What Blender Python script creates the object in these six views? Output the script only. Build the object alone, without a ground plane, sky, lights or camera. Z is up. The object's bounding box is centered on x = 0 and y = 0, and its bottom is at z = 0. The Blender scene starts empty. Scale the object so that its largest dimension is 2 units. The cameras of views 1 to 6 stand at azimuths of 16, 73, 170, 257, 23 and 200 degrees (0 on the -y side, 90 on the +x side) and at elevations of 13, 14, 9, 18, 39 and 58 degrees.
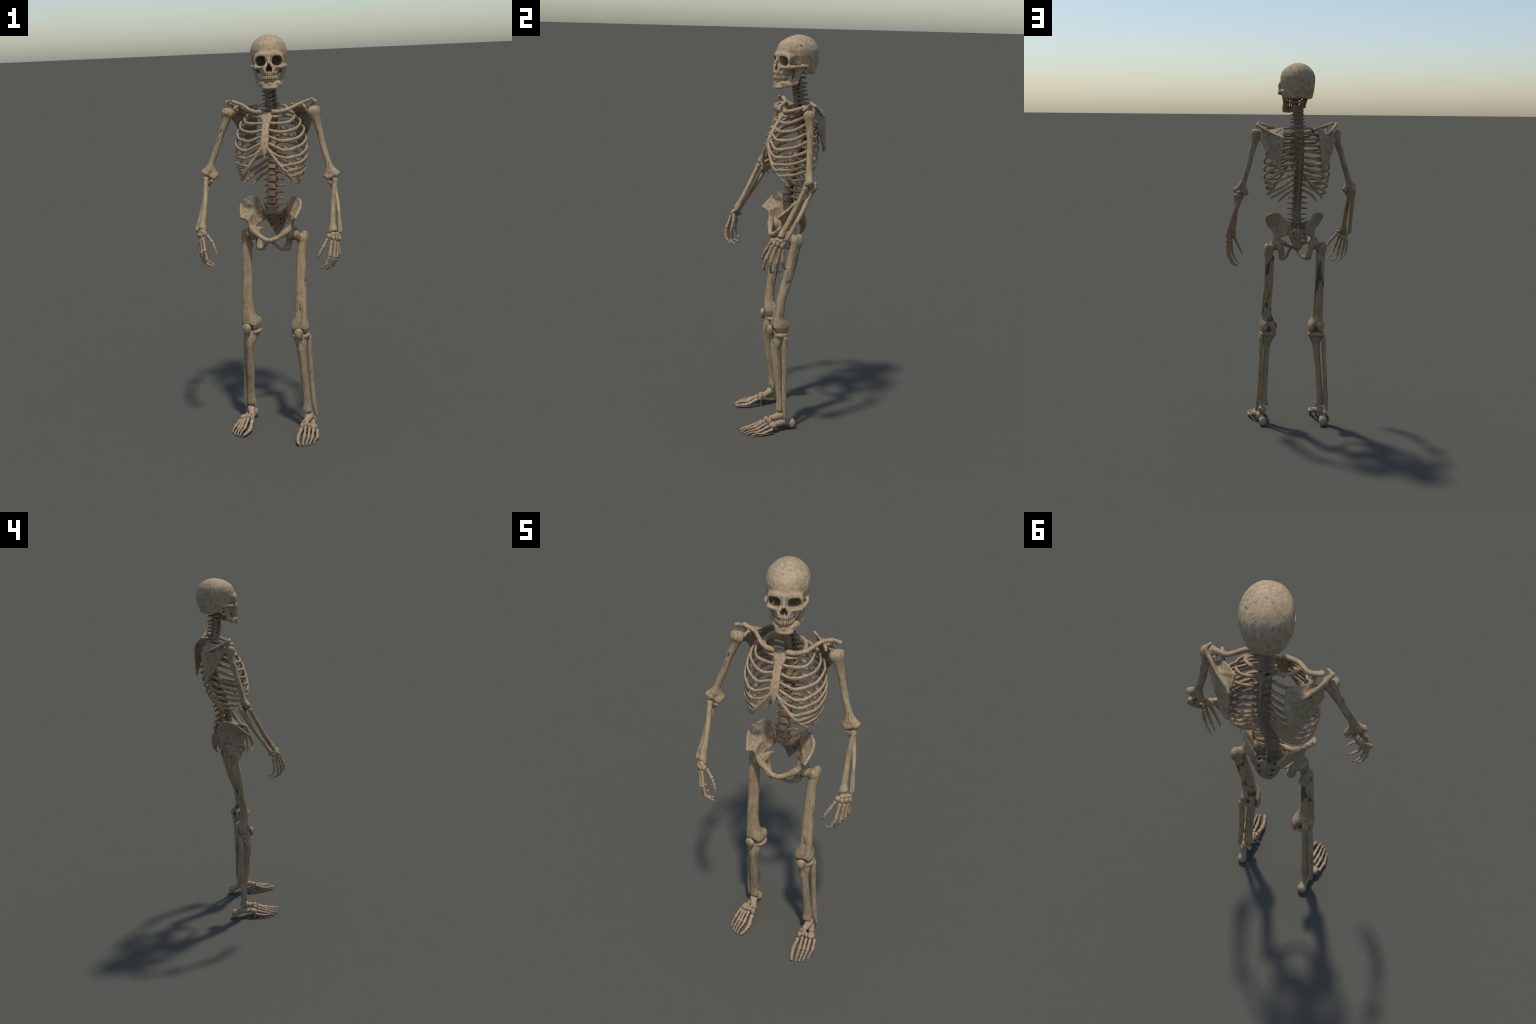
# Life-size articulated human skeleton, standing; all geometry is procedural:
# complex bones are blends of rounded primitives polygonised with surface nets,
# slender bones are lofted tubes.
import bpy, math, random
import numpy as np
from mathutils import Matrix, Vector

random.seed(7)
V = lambda *a: np.array(a, dtype=np.float64)

# ------------------------------------------------------------------ SDF kit
def wob(P, amp, f=60.0, seed=0):
    rs = np.random.RandomState(seed)
    out = 0
    for k in range(4):
        d = rs.normal(size=3); d /= np.linalg.norm(d)
        out = out + np.sin(P @ (d * f * (0.7 + 0.35 * k)) + rs.rand() * 6.28)
    return out * amp * 0.4

def smin(a, b, k):
    h = np.clip(0.5 + 0.5 * (b - a) / k, 0, 1)
    return b * (1 - h) + a * h - k * h * (1 - h)

def smax(a, b, k):
    return -smin(-a, -b, k)

def U(k, *ds):
    r = ds[0]
    for d in ds[1:]:
        r = smin(r, d, k)
    return r

def cap(P, a, b, ra, rb=None):
    """capsule with linearly varying radius"""
    rb = ra if rb is None else rb
    a = np.asarray(a, float); b = np.asarray(b, float)
    ba = b - a
    t = np.clip(((P - a) @ ba) / max(ba @ ba, 1e-12), 0, 1)
    return np.linalg.norm(P - a - t[:, None] * ba, axis=1) - (ra + (rb - ra) * t)

def chain(P, pts, rad, k=0.0, sub=3):
    """smooth tapering tube through control points (union of short capsules)"""
    C = [np.append(np.asarray(p, float), r) for p, r in zip(pts, rad)]
    if len(C) > 2:
        C = catmull(C, sub)
    d = None
    for a, b in zip(C[:-1], C[1:]):
        c = cap(P, a[:3], b[:3], a[3], b[3])
        d = c if d is None else np.minimum(d, c)
    return d

def frame(z, x):
    z = np.asarray(z, float); z = z / np.linalg.norm(z)
    x = np.asarray(x, float); x = x - z * (x @ z); x = x / np.linalg.norm(x)
    return np.array([x, np.cross(z, x), z])

def ell(P, c, r, R=None, p=2.0):
    Q = P - np.asarray(c, float)
    if R is not None:
        Q = Q @ R.T
    r = np.asarray(r, float)
    if p == 2.0:
        k0 = np.linalg.norm(Q / r, axis=1)
        k1 = np.linalg.norm(Q / (r * r), axis=1) + 1e-9
        return k0 * (k0 - 1) / k1
    k0 = (np.abs(Q / r) ** p).sum(1) ** (1 / p)
    return (k0 - 1) * r.min()

def tri(P, a, b, c, th):
    """flat triangle thickened by th (rounded)"""
    a, b, c = (np.asarray(q, float) for q in (a, b, c))
    ba, cb, ac = b - a, c - b, a - c
    pa, pb, pc = P - a, P - b, P - c
    n = np.cross(ba, ac)
    inside = (np.sign(pa @ np.cross(ba, n)) + np.sign(pb @ np.cross(cb, n)) + np.sign(pc @ np.cross(ac, n))) < 2.0
    def e(p, q):
        t = np.clip((p @ q) / (q @ q), 0, 1)
        w = p - t[:, None] * q
        return (w * w).sum(1)
    de = np.minimum(np.minimum(e(pa, ba), e(pb, cb)), e(pc, ac))
    dn = (pa @ n) ** 2 / (n @ n)
    return np.sqrt(np.where(inside, de, dn)) - th

def loftz(P, rows, p=2.0):
    """vertical loft: rows of (z, cx, cy, rx, ry); superelliptic sections"""
    rows = sorted(rows)
    zs = [r[0] for r in rows]
    z = np.clip(P[:, 2], zs[0], zs[-1])
    cx, cy, rx, ry = (np.interp(z, zs, [r[i] for r in rows]) for i in range(1, 5))
    qx, qy = (P[:, 0] - cx) / rx, (P[:, 1] - cy) / ry
    k = (np.abs(qx) ** p + np.abs(qy) ** p) ** (1 / p)
    d = (k - 1) * np.minimum(rx, ry)
    dz = np.maximum(zs[0] - P[:, 2], P[:, 2] - zs[-1])
    return np.where(dz > 0, np.sqrt(np.maximum(d, 0) ** 2 + dz ** 2), d) if False else np.maximum(d, dz)

def surface_nets(fn, lo, hi, h):
    lo = np.asarray(lo, float); hi = np.asarray(hi, float)
    m = (np.ceil((hi - lo) / h).astype(int) + 4) // 4
    n = m * 4
    ax = [lo[i] + h * np.arange(n[i]) for i in range(3)]
    cen = [lo[i] + h * (4 * np.arange(m[i]) + 1.5) for i in range(3)]
    # coarse pass picks the blocks near the surface, the fine pass evaluates only those
    G = np.stack(np.meshgrid(*cen, indexing='ij'), -1).reshape(-1, 3)
    coarse = fn(G).reshape(m)
    vals = coarse.repeat(4, 0).repeat(4, 1).repeat(4, 2)
    act = np.argwhere(np.abs(coarse) < 4 * h * 0.87 * 1.9 + 0.15 * h * 20)
    o = np.stack(np.meshgrid(*[np.arange(4)] * 3, indexing='ij'), -1).reshape(-1, 3)
    for i in range(0, len(act), 6000):
        I = (act[i:i + 6000, None, :] * 4 + o[None]).reshape(-1, 3)
        vals[I[:, 0], I[:, 1], I[:, 2]] = fn(lo + h * I)
    vals[0], vals[-1] = np.maximum(vals[0], h), np.maximum(vals[-1], h)
    vals[:, 0], vals[:, -1] = np.maximum(vals[:, 0], h), np.maximum(vals[:, -1], h)
    vals[:, :, 0], vals[:, :, -1] = np.maximum(vals[:, :, 0], h), np.maximum(vals[:, :, -1], h)
    neg = vals < 0
    c = n - 1
    cnt = np.zeros(c, int); acc = np.zeros(tuple(c) + (3,))
    corners = [(i, j, k) for i in (0, 1) for j in (0, 1) for k in (0, 1)]
    sl = lambda o: tuple(slice(o[d], o[d] + c[d]) for d in range(3))
    for a in corners:
        for d in range(3):
            if a[d] == 0:
                b = list(a); b[d] = 1
                va, vb = vals[sl(a)], vals[sl(b)]
                m = neg[sl(a)] != neg[sl(b)]
                t = np.where(m, va / np.where(m, va - vb, 1), 0)
                cnt += m
                for e in range(3):
                    acc[..., e] += m * ((t if e == d else a[e]))
    act = cnt > 0
    idx = -np.ones(c, int); idx[act] = np.arange(act.sum())
    ijk = np.argwhere(act)
    verts = lo + h * (ijk + acc[act] / cnt[act][:, None])
    quads = []
    for d in range(3):
        e1, e2 = (d + 1) % 3, (d + 2) % 3
        A = neg
        s0 = [slice(1, n[q] - 1) for q in range(3)]; s0[d] = slice(0, n[d] - 1)
        s1 = list(s0); s1[d] = slice(1, n[d])
        a, b = A[tuple(s0)], A[tuple(s1)]
        for flip, m in ((False, a & ~b), (True, ~a & b)):
            q = np.argwhere(m)
            if not len(q): continue
            base = q.copy()
            base[:, e1] += 1; base[:, e2] += 1
            def cell(o1, o2):
                g = base.copy(); g[:, e1] -= o1; g[:, e2] -= o2
                return idx[g[:, 0], g[:, 1], g[:, 2]]
            f = np.stack([cell(1, 1), cell(0, 1), cell(0, 0), cell(1, 0)], 1)
            quads.append(f[:, ::-1] if flip else f)
    return verts, np.concatenate(quads)

# ------------------------------------------------------------- object kit
ROOT = None
def new_obj(name, me, mat, parent):
    ob = bpy.data.objects.new(name, me)
    bpy.context.scene.collection.objects.link(ob)
    ob.parent = parent
    if mat and me and not me.materials:
        me.materials.append(mat)
    return ob

def mesh_from(name, v, f):
    me = bpy.data.meshes.new(name)
    me.from_pydata([tuple(p) for p in v], [], [tuple(int(i) for i in q) for q in f])
    me.polygons.foreach_set('use_smooth', [True] * len(me.polygons))
    me.update()
    return me

def relax(v, f, it=1, lam=0.5):
    for _ in range(it):
        s = np.zeros_like(v); c = np.zeros(len(v))
        for a in range(4):
            b = (a + 1) % 4
            np.add.at(s, f[:, a], v[f[:, b]]); np.add.at(c, f[:, a], 1)
            np.add.at(s, f[:, b], v[f[:, a]]); np.add.at(c, f[:, b], 1)
        v = v + lam * (s / c[:, None] - v)
    return v

def solid(name, fn, lo, hi, h, mat, parent, s=1, xf=None, it=1):
    v, f = surface_nets(fn, lo, hi, h)
    if it:
        v = relax(v, f, it)
    if xf is not None:
        v = xf(v)
    if s < 0:
        v = v * V(-1, 1, 1); f = f[:, ::-1]
    return new_obj(name, mesh_from(name, v, f), mat, parent)

def catmull(pts, n):
    pts = [np.asarray(p, float) for p in pts]
    P = [2 * pts[0] - pts[1]] + pts + [2 * pts[-1] - pts[-2]]
    out = []
    for i in range(1, len(P) - 2):
        for k in range(n):
            t = k / n
            a, b, c, d = P[i - 1], P[i], P[i + 1], P[i + 2]
            out.append(0.5 * (2 * b + (c - a) * t + (2 * a - 5 * b + 4 * c - d) * t * t + (3 * b - a - 3 * c + d) * t ** 3))
    out.append(P[-2])
    return np.array(out)

def tube(name, path, wid, thk, up, mat, parent, s=1, seg=12, round_end=0.6, p=2.4, noise=0.0, seed=1):
    """loft along a path. wid = half size along the section's 'up' vector, thk = half size across.
       wid/thk: lists spread along the path. up: callable(point, tangent) or vector"""
    path = np.asarray(path, float); n = len(path)
    L = np.concatenate([[0], np.cumsum(np.linalg.norm(np.diff(path, axis=0), axis=1))]); L /= L[-1]
    W = np.interp(L, np.linspace(0, 1, len(wid)), wid); T = np.interp(L, np.linspace(0, 1, len(thk)), thk)
    tan = np.gradient(path, axis=0); tan /= np.linalg.norm(tan, axis=1)[:, None]
    rs = np.random.RandomState(seed)
    rings, verts, faces = [], [], []
    tot = np.linalg.norm(np.diff(path, axis=0), axis=1).sum()
    def ring(c, t, w, h):
        u = np.asarray(up(c, t) if callable(up) else up, float)
        u = u - t * (u @ t); u /= np.linalg.norm(u)
        r = np.cross(t, u)
        i0 = len(verts)
        for a in range(seg):
            th = 2 * math.pi * a / seg
            ca, sa = math.cos(th), math.sin(th)
            ca = math.copysign(abs(ca) ** (2 / p), ca); sa = math.copysign(abs(sa) ** (2 / p), sa)
            verts.append(c + r * (h * ca) + u * (w * sa) + rs.normal(size=3) * noise)
        return i0
    ids = []
    e0 = min(W[0], T[0]) * round_end; e1 = min(W[-1], T[-1]) * round_end
    for f in (0.15, 0.55, 0.85):
        ids.append(ring(path[0] - tan[0] * e0 * math.sqrt(1 - f * f), tan[0], W[0] * f, T[0] * f))
    for i in range(n):
        ids.append(ring(path[i], tan[i], W[i], T[i]))
    for f in (0.85, 0.55, 0.15):
        ids.append(ring(path[-1] + tan[-1] * e1 * math.sqrt(1 - f * f), tan[-1], W[-1] * f, T[-1] * f))
    for a, b in zip(ids[:-1], ids[1:]):
        for k in range(seg):
            k2 = (k + 1) % seg
            faces.append((a + k, a + k2, b + k2, b + k))
    faces.append(tuple(ids[0] + k for k in range(seg))[::-1])
    faces.append(tuple(ids[-1] + k for k in range(seg)))
    v = np.array(verts)
    if s < 0:
        v = v * V(-1, 1, 1); faces = [q[::-1] for q in faces]
    return new_obj(name, mesh_from(name, v, faces), mat, parent)

# unit finger/toe bone: axis +z from 0 to 1, radius ~1, flared ends, flattened palm side
def unit_bone(name, prof, seg=14):
    verts, faces = [], []
    for z, r in prof:
        for a in range(seg):
            th = 2 * math.pi * a / seg
            y = math.sin(th)
            verts.append((r * math.cos(th), r * (y if y > 0 else 0.72 * y), z))
    for i in range(len(prof) - 1):
        for k in range(seg):
            k2 = (k + 1) % seg
            faces.append((i * seg + k, i * seg + k2, (i + 1) * seg + k2, (i + 1) * seg + k))
    faces.append(tuple(range(seg))[::-1])
    faces.append(tuple((len(prof) - 1) * seg + k for k in range(seg)))
    return mesh_from(name, verts, faces)

def place_bone(name, me, p0, p1, r, up, mat, parent, gap=0.0012):
    p0 = np.asarray(p0, float); p1 = np.asarray(p1, float)
    d = p1 - p0; L = np.linalg.norm(d); d /= L
    p0 = p0 + d * gap; L -= 2 * gap
    R = frame(d, np.cross(up, d))
    M = Matrix(((R[0][0] * r, R[1][0] * r, R[2][0] * L, p0[0]), (R[0][1] * r, R[1][1] * r, R[2][1] * L, p0[1]),
                (R[0][2] * r, R[1][2] * r, R[2][2] * L, p0[2]), (0, 0, 0, 1)))
    ob = new_obj(name, me, mat, parent)
    ob.matrix_world = M
    return ob

# ----------------------------------------------------------------- materials
TINT = (0.96, 0.86, 0.72)
def bone_material(name, light, mid, dark, streak=1.0, mottle=1.0, crack=0.0, scale=1.0, stretch=(1, 1, 0.18), bump=0.35, axis=None, blotch=0.0):
    light, mid, dark = (tuple(c * t for c, t in zip(q, TINT)) for q in (light, mid, dark))
    dark = tuple(c * 0.82 for c in dark)
    m = bpy.data.materials.new(name); m.use_nodes = True
    nt = m.node_tree; N = nt.nodes; Lk = nt.links
    bs = N['Principled BSDF']; bs.inputs['Roughness'].default_value = 0.72
    bs.inputs['Specular IOR Level'].default_value = 0.28
    geo = N.new('ShaderNodeNewGeometry')
    src = geo.outputs['Position']
    if axis is not None:          # turn the grain so that it runs along the bone
        al = N.new('ShaderNodeMapping')
        al.inputs['Rotation'].default_value = Vector(axis).rotation_difference(Vector((0, 0, 1))).to_euler()
        Lk.new(src, al.inputs['Vector']); src = al.outputs[0]
    def mapping(sc):
        mp = N.new('ShaderNodeMapping'); mp.inputs['Scale'].default_value = sc
        Lk.new(src, mp.inputs['Vector']); return mp
    def noise(sc, detail, mp=None, rough=0.6, dist=0.0):
        t = N.new('ShaderNodeTexNoise'); t.inputs['Scale'].default_value = sc
        t.inputs['Detail'].default_value = detail; t.inputs['Roughness'].default_value = rough
        t.inputs['Distortion'].default_value = dist
        Lk.new((mp.outputs[0] if mp else src), t.inputs['Vector']); return t
    def ramp(src, a, b):
        r = N.new('ShaderNodeMapRange'); r.inputs['From Min'].default_value = a; r.inputs['From Max'].default_value = b
        Lk.new(src, r.inputs['Value']); return r.outputs[0]
    def mix(fac, c1, c2, mode='MIX', k=1.0):
        x = N.new('ShaderNodeMix'); x.data_type = 'RGBA'; x.blend_type = mode
        mu = N.new('ShaderNodeMath'); mu.operation = 'MULTIPLY'; mu.inputs[1].default_value = k
        Lk.new(fac, mu.inputs[0]); Lk.new(mu.outputs[0], x.inputs['Factor'])
        for sock, c in ((x.inputs['A'], c1), (x.inputs['B'], c2)):
            if isinstance(c, tuple): sock.default_value = (*c, 1)
            else: Lk.new(c, sock)
        return x.outputs['Result']
    big = noise(9 * scale, 3)
    col = mix(ramp(big.outputs['Fac'], 0.35, 0.68), light, mid, k=0.9)
    mp = mapping(stretch)
    st = noise(95 * scale, 6, mp, 0.68, 0.6)
    col = mix(ramp(st.outputs['Fac'], 0.47, 0.69), col, dark, k=min(1.0, 0.88 * streak))
    mo = noise(60 * scale, 5, None, 0.7, 0.4)
    col = mix(ramp(mo.outputs['Fac'], 0.49, 0.71), col, dark, k=min(1.0, 0.78 * mottle))
    hi = noise(38 * scale, 4, mp, 0.6)
    col = mix(ramp(hi.outputs['Fac'], 0.56, 0.75), col, tuple(min(1, c * 1.28) for c in light), k=0.6)
    gr = noise(420 * scale, 3)
    col = mix(ramp(gr.outputs['Fac'], 0.58, 0.72), col, dark, k=0.25)
    if crack > 0:
        mc = mapping((1, 1, 0.03))
        ck = noise(52 * scale, 1, mc, 0.4, 0.0)
        a = N.new('ShaderNodeMath'); a.operation = 'SUBTRACT'; a.inputs[1].default_value = 0.5; Lk.new(ck.outputs['Fac'], a.inputs[0])
        b = N.new('ShaderNodeMath'); b.operation = 'ABSOLUTE'; Lk.new(a.outputs[0], b.inputs[0])
        line = N.new('ShaderNodeMapRange'); line.inputs['From Min'].default_value = 0.004; line.inputs['From Max'].default_value = 0.016
        line.inputs['To Min'].default_value = 1; line.inputs['To Max'].default_value = 0; Lk.new(b.outputs[0], line.inputs['Value'])
        where = noise(13 * scale, 2)
        wr = ramp(where.outputs['Fac'], 0.52, 0.60)
        mu = N.new('ShaderNodeMath'); mu.operation = 'MULTIPLY'; Lk.new(line.outputs[0], mu.inputs[0]); Lk.new(wr, mu.inputs[1])
        col = mix(mu.outputs[0], col, tuple(c * 0.28 for c in dark), k=crack)
    if blotch > 0:          # dark stripped patches on the rear of the shaft
        bl = noise(26, 2, mapping((1, 1, 0.30)), 0.45, 0.3)
        nv = N.new('ShaderNodeVectorMath'); nv.operation = 'DOT_PRODUCT'; nv.inputs[1].default_value = (0, 1, 0)
        Lk.new(geo.outputs['Normal'], nv.inputs[0])
        mb = N.new('ShaderNodeMath'); mb.operation = 'MULTIPLY'
        Lk.new(ramp(bl.outputs['Fac'], 0.555, 0.575), mb.inputs[0]); Lk.new(ramp(nv.outputs['Value'], 0.35, 0.45), mb.inputs[1])
        col = mix(mb.outputs[0], col, tuple(c * 0.42 for c in dark), k=blotch)
    Lk.new(col, bs.inputs['Base Color'])
    bp = N.new('ShaderNodeBump'); bp.inputs['Strength'].default_value = bump; bp.inputs['Distance'].default_value = 0.0015
    Lk.new(st.outputs['Fac'], bp.inputs['Height']); Lk.new(bp.outputs['Normal'], bs.inputs['Normal'])
    return m

LIGHT, MID, DARK = (0.46, 0.375, 0.26), (0.37, 0.295, 0.205), (0.185, 0.155, 0.118)
M_SKULL = bone_material('skull_bone', (0.47, 0.39, 0.275), (0.41, 0.335, 0.24), (0.20, 0.175, 0.14), streak=0.8, mottle=0.9, scale=1.0, stretch=(1, 1, 0.42))
M_LONG = bone_material('long_bone', (0.42, 0.345, 0.235), (0.35, 0.28, 0.19), (0.17, 0.14, 0.105), streak=0.9, mottle=0.7, crack=0.9, stretch=(1, 1, 0.13))
LONG_ARGS = dict(light=(0.42, 0.345, 0.235), mid=(0.35, 0.28, 0.19), dark=(0.17, 0.14, 0.105), streak=0.9, mottle=0.75, crack=0.9, stretch=(1, 1, 0.13))
def aligned(part, a, b, s):
    d = np.asarray(a, float) - np.asarray(b, float)
    return bone_material(part + '_bone', blotch=0.8 if part == 'femur' else 0.0, axis=(s * d[0], d[1], d[2]), **LONG_ARGS)
M_RIB = bone_material('rib_bone', (0.45, 0.355, 0.25), (0.37, 0.285, 0.205), (0.19, 0.15, 0.118), streak=0.6, mottle=0.7, stretch=(1, 1, 0.5))
M_FLAT = bone_material('flat_bone', (0.42, 0.35, 0.25), (0.35, 0.285, 0.20), (0.18, 0.15, 0.118), streak=0.7, mottle=0.9, stretch=(1, 1, 0.4))
M_SPINE = bone_material('spine_bone', (0.33, 0.26, 0.185), (0.26, 0.20, 0.148), (0.14, 0.11, 0.088), streak=0.6, mottle=0.8, stretch=(1, 1, 0.6))
M_SMALL = bone_material('small_bone', (0.41, 0.325, 0.228), (0.345, 0.265, 0.192), (0.21, 0.165, 0.125), streak=0.6, mottle=0.6, stretch=(1, 1, 0.4))
M_TOOTH = bone_material('tooth_enamel', (0.50, 0.40, 0.28), (0.40, 0.30, 0.20), (0.22, 0.155, 0.10), streak=0.6, mottle=0.3, scale=1.6, bump=0.1)

ROOT = bpy.data.objects.new('human_skeleton', None)
bpy.context.scene.collection.objects.link(ROOT)
ROOT['label'] = 'weathered ivory human skeleton standing upright, arms hanging'
ROOT['category'] = 'skeleton'
def group(name):
    e = bpy.data.objects.new(name, None); bpy.context.scene.collection.objects.link(e); e.parent = ROOT
    e.empty_display_size = 0.05
    return e

# ===================================================================== SKULL
YAW = math.radians(14.0)
HO = V(-0.004, 0.085, 0.0)
def head_xf(v):
    c, s = math.cos(YAW), math.sin(YAW)
    return np.stack([HO[0] + v[:, 0] * c - v[:, 1] * s, HO[1] + v[:, 0] * s + v[:, 1] * c, v[:, 2]], 1)

def sym(P):
    Q = P.copy(); Q[:, 0] = np.abs(Q[:, 0]); return Q

def skull_sdf(P):
    Q = sym(P)
    # braincase: egg-shaped sections stacked upward, narrower toward the brow
    rows = ((1.816, 0.040, 0.052, 0.064), (1.822, 0.034, 0.056, 0.068), (1.845, 0.019, 0.079, 0.0775), (1.865, 0.0095, 0.0985, 0.0825), (1.885, 0.003, 0.1075, 0.0855),
            (1.906, 0.001, 0.1100, 0.0885), (1.930, 0.000, 0.1085, 0.0890), (1.953, 0.000, 0.0995, 0.0815), (1.964, 0.001, 0.0915, 0.0745), (1.978, 0.006, 0.0735, 0.0600), (1.987, 0.009, 0.0600, 0.0480), (1.996, 0.010, 0.0375, 0.0300), (2.0005, 0.010, 0.0100, 0.008))
    z = P[:, 2]; zs = [r[0] for r in rows]
    zf = np.linspace(1.78, 2.04, 521)
    def smooth(i):
        f = np.interp(zf, zs, [r[i] for r in rows])
        for w in (23, 15):
            f = np.convolve(np.pad(f, w // 2, mode='edge'), np.ones(w) / w, 'valid')
        return np.interp(z, zf, f)
    cy, ry, rx = smooth(1), smooth(2), smooth(3)
    fy = np.clip(-(P[:, 1] - 0.01) / 0.11, 0, 1)
    bx = rx * (1 - 0.15 * fy ** 1.5)
    kk = (np.abs(P[:, 0] / bx) ** 2.15 + np.abs((P[:, 1] - cy) / ry) ** 2.15) ** (1 / 2.15)
    d = (kk - 1) * np.minimum(bx, ry) * 0.8
    d = smax(d, np.maximum(1.8165 - z, z - 2.0), 0.004)
    # skull base + face block
    d = smin(d, ell(P, (0, -0.015, 1.838), (0.045, 0.062, 0.024)), 0.015)
    d = smin(d, ell(P, (0, -0.060, 1.882), (0.0660, 0.0480, 0.027), p=2.5), 0.014)
    face = ell(P, (0, -0.078, 1.842), (0.046, 0.044, 0.034), p=2.4)
    A = np.abs(P[:, 0] / 0.0365) ** 2.6 + np.abs((P[:, 1] + 0.062) / 0.0635) ** 2.6
    alv = np.maximum((A ** (1 / 2.6) - 1) * 0.036, np.maximum(1.8055 - z, z - 1.835))
    d = smin(d, smin(face, alv, 0.012), 0.010)
    # brow ridge, nasal bones, cheekbones
    d = smin(d, chain(Q, [(0.0, -0.1020, 1.902), (0.030, -0.0995, 1.9055), (0.053, -0.089, 1.899), (0.0620, -0.084, 1.882)], [0.008, 0.0072, 0.0068, 0.0058]), 0.018)
    d = smin(d, chain(Q, [(0.0625, -0.087, 1.884), (0.0635, -0.084, 1.864), (0.061, -0.086, 1.848)], [0.0058, 0.0072, 0.0105]), 0.008)
    d = smin(d, chain(Q, [(0.061, -0.086, 1.848), (0.042, -0.0985, 1.846), (0.026, -0.107, 1.853)], [0.0105, 0.0072, 0.0068]), 0.008)
    d = smin(d, chain(P, [(0, -0.104, 1.896), (0, -0.115, 1.880), (0, -0.126, 1.866)], [0.011, 0.0080, 0.0060]), 0.006)
    d = smin(d, chain(Q, [(0.016, -0.104, 1.882), (0.020, -0.109, 1.858), (0.023, -0.112, 1.840), (0.017, -0.116, 1.822)], [0.0068, 0.0062, 0.0070, 0.0090]), 0.007)
    arch = chain(Q, [(0.062, -0.080, 1.848), (0.0765, -0.058, 1.850), (0.0815, -0.035, 1.852), (0.0775, -0.008, 1.853)], [0.0100, 0.0070, 0.0064, 0.0078])
    d = smin(d, arch, 0.006)
    # temporal fossa hollow behind the eye socket, then sockets and nose
    d = smax(d, -ell(Q, (0.0850, -0.060, 1.868), (0.0190, 0.023, 0.028)), 0.016)
    d = smin(d, arch, 0.003)
    orb = ell(Q, (0.0380, -0.095, 1.8755), (0.0252, 0.072, 0.0232), frame((0.10, 0, 1), (1, 0.22, 0)), p=2.7)
    d = smax(d, -orb, 0.003)
    nose = smin(ell(Q, (0.0072, -0.125, 1.836), (0.0074, 0.060, 0.0115)), chain(P, [(0, -0.15, 1.858), (0, -0.072, 1.850)], [0.0062, 0.0062]), 0.008)
    septum = np.maximum(np.abs(P[:, 0]) - 0.0009, -0.104 - P[:, 1])
    d = smax(d, -smax(nose, -septum, 0.001), 0.002)
    d = smax(d, -ell(Q, (0.041, -0.116, 1.829), (0.012, 0.012, 0.012)), 0.008)          # canine fossa
    # mastoid, ear opening, palate hollow, foramen
    d = smin(d, cap(Q, (0.071, 0.004, 1.846), (0.0695, 0.007, 1.823), 0.014, 0.010), 0.010)
    d = smax(d, -cap(Q, (0.10, -0.002, 1.843), (0.066, 0.0, 1.843), 0.0055), 0.002)
    d = smax(d, -ell(P, (0, -0.072, 1.800), (0.027, 0.043, 0.018)), 0.004)
    d = smax(d, -cap(P, (0, 0.02, 1.79), (0, 0.02, 1.83), 0.016), 0.004)
    # worn pits
    for c, r in (((0.074, -0.028, 1.949), 0.0048), ((0.009, -0.030, 1.996), 0.0042), ((0.058, 0.041, 1.971), 0.0040), ((-0.078, -0.045, 1.925), 0.0045), ((-0.066, -0.066, 1.935), 0.0035)):
        d = smax(d, -(np.linalg.norm(P - V(*c), axis=1) - r), 0.0015)
    return d + wob(P, 0.0007, 55, 3)

skull = solid('skull', skull_sdf, (-0.1, -0.145, 1.785), (0.1, 0.135, 2.008), 0.0019, M_SKULL, ROOT, xf=head_xf)

def jaw_sdf(P):
    Q = sym(P)
    p0, p1, p2, p3 = V(0, -0.1135, 1.7515), V(0.028, -0.105, 1.7515), V(0.049, -0.066, 1.762), V(0.0615, -0.036, 1.773)
    q0, q1, q2, q3 = V(0, -0.115, 1.770), V(0.030, -0.103, 1.772), V(0.043, -0.070, 1.776), V(0.053, -0.050, 1.786)
    d = None
    for t in ((p0, p1, q0), (p1, q1, q0), (p1, p2, q1), (p2, q2, q1), (p2, p3, q2), (p3, q3, q2)):
        e = tri(Q, *t, 0.0066)
        d = e if d is None else smin(d, e, 0.006)
    con, cor = V(0.0745, -0.010, 1.846), V(0.068, -0.046, 1.842)
    for t in ((p3, con, q3), (con, cor, q3)):
        d = smin(d, tri(Q, *t, 0.0045), 0.005)
    d = smax(d, -np.linalg.norm((Q - V(0.066, -0.027, 1.856)) * V(0.4, 1, 1), axis=1) + 0.013, 0.003)
    d = smin(d, cap(Q, con - V(0.008, 0, 0), con + V(0.004, 0, 0), 0.006), 0.004)
    d = smin(d, ell(P, (0, -0.115, 1.7495), (0.026, 0.009, 0.0075)), 0.008)
    return d + wob(P, 0.0005, 60, 5)
jaw = solid('jaw', jaw_sdf, (-0.085, -0.135, 1.735), (0.085, 0.01, 1.862), 0.0019, M_SKULL, skull, xf=head_xf)

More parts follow.
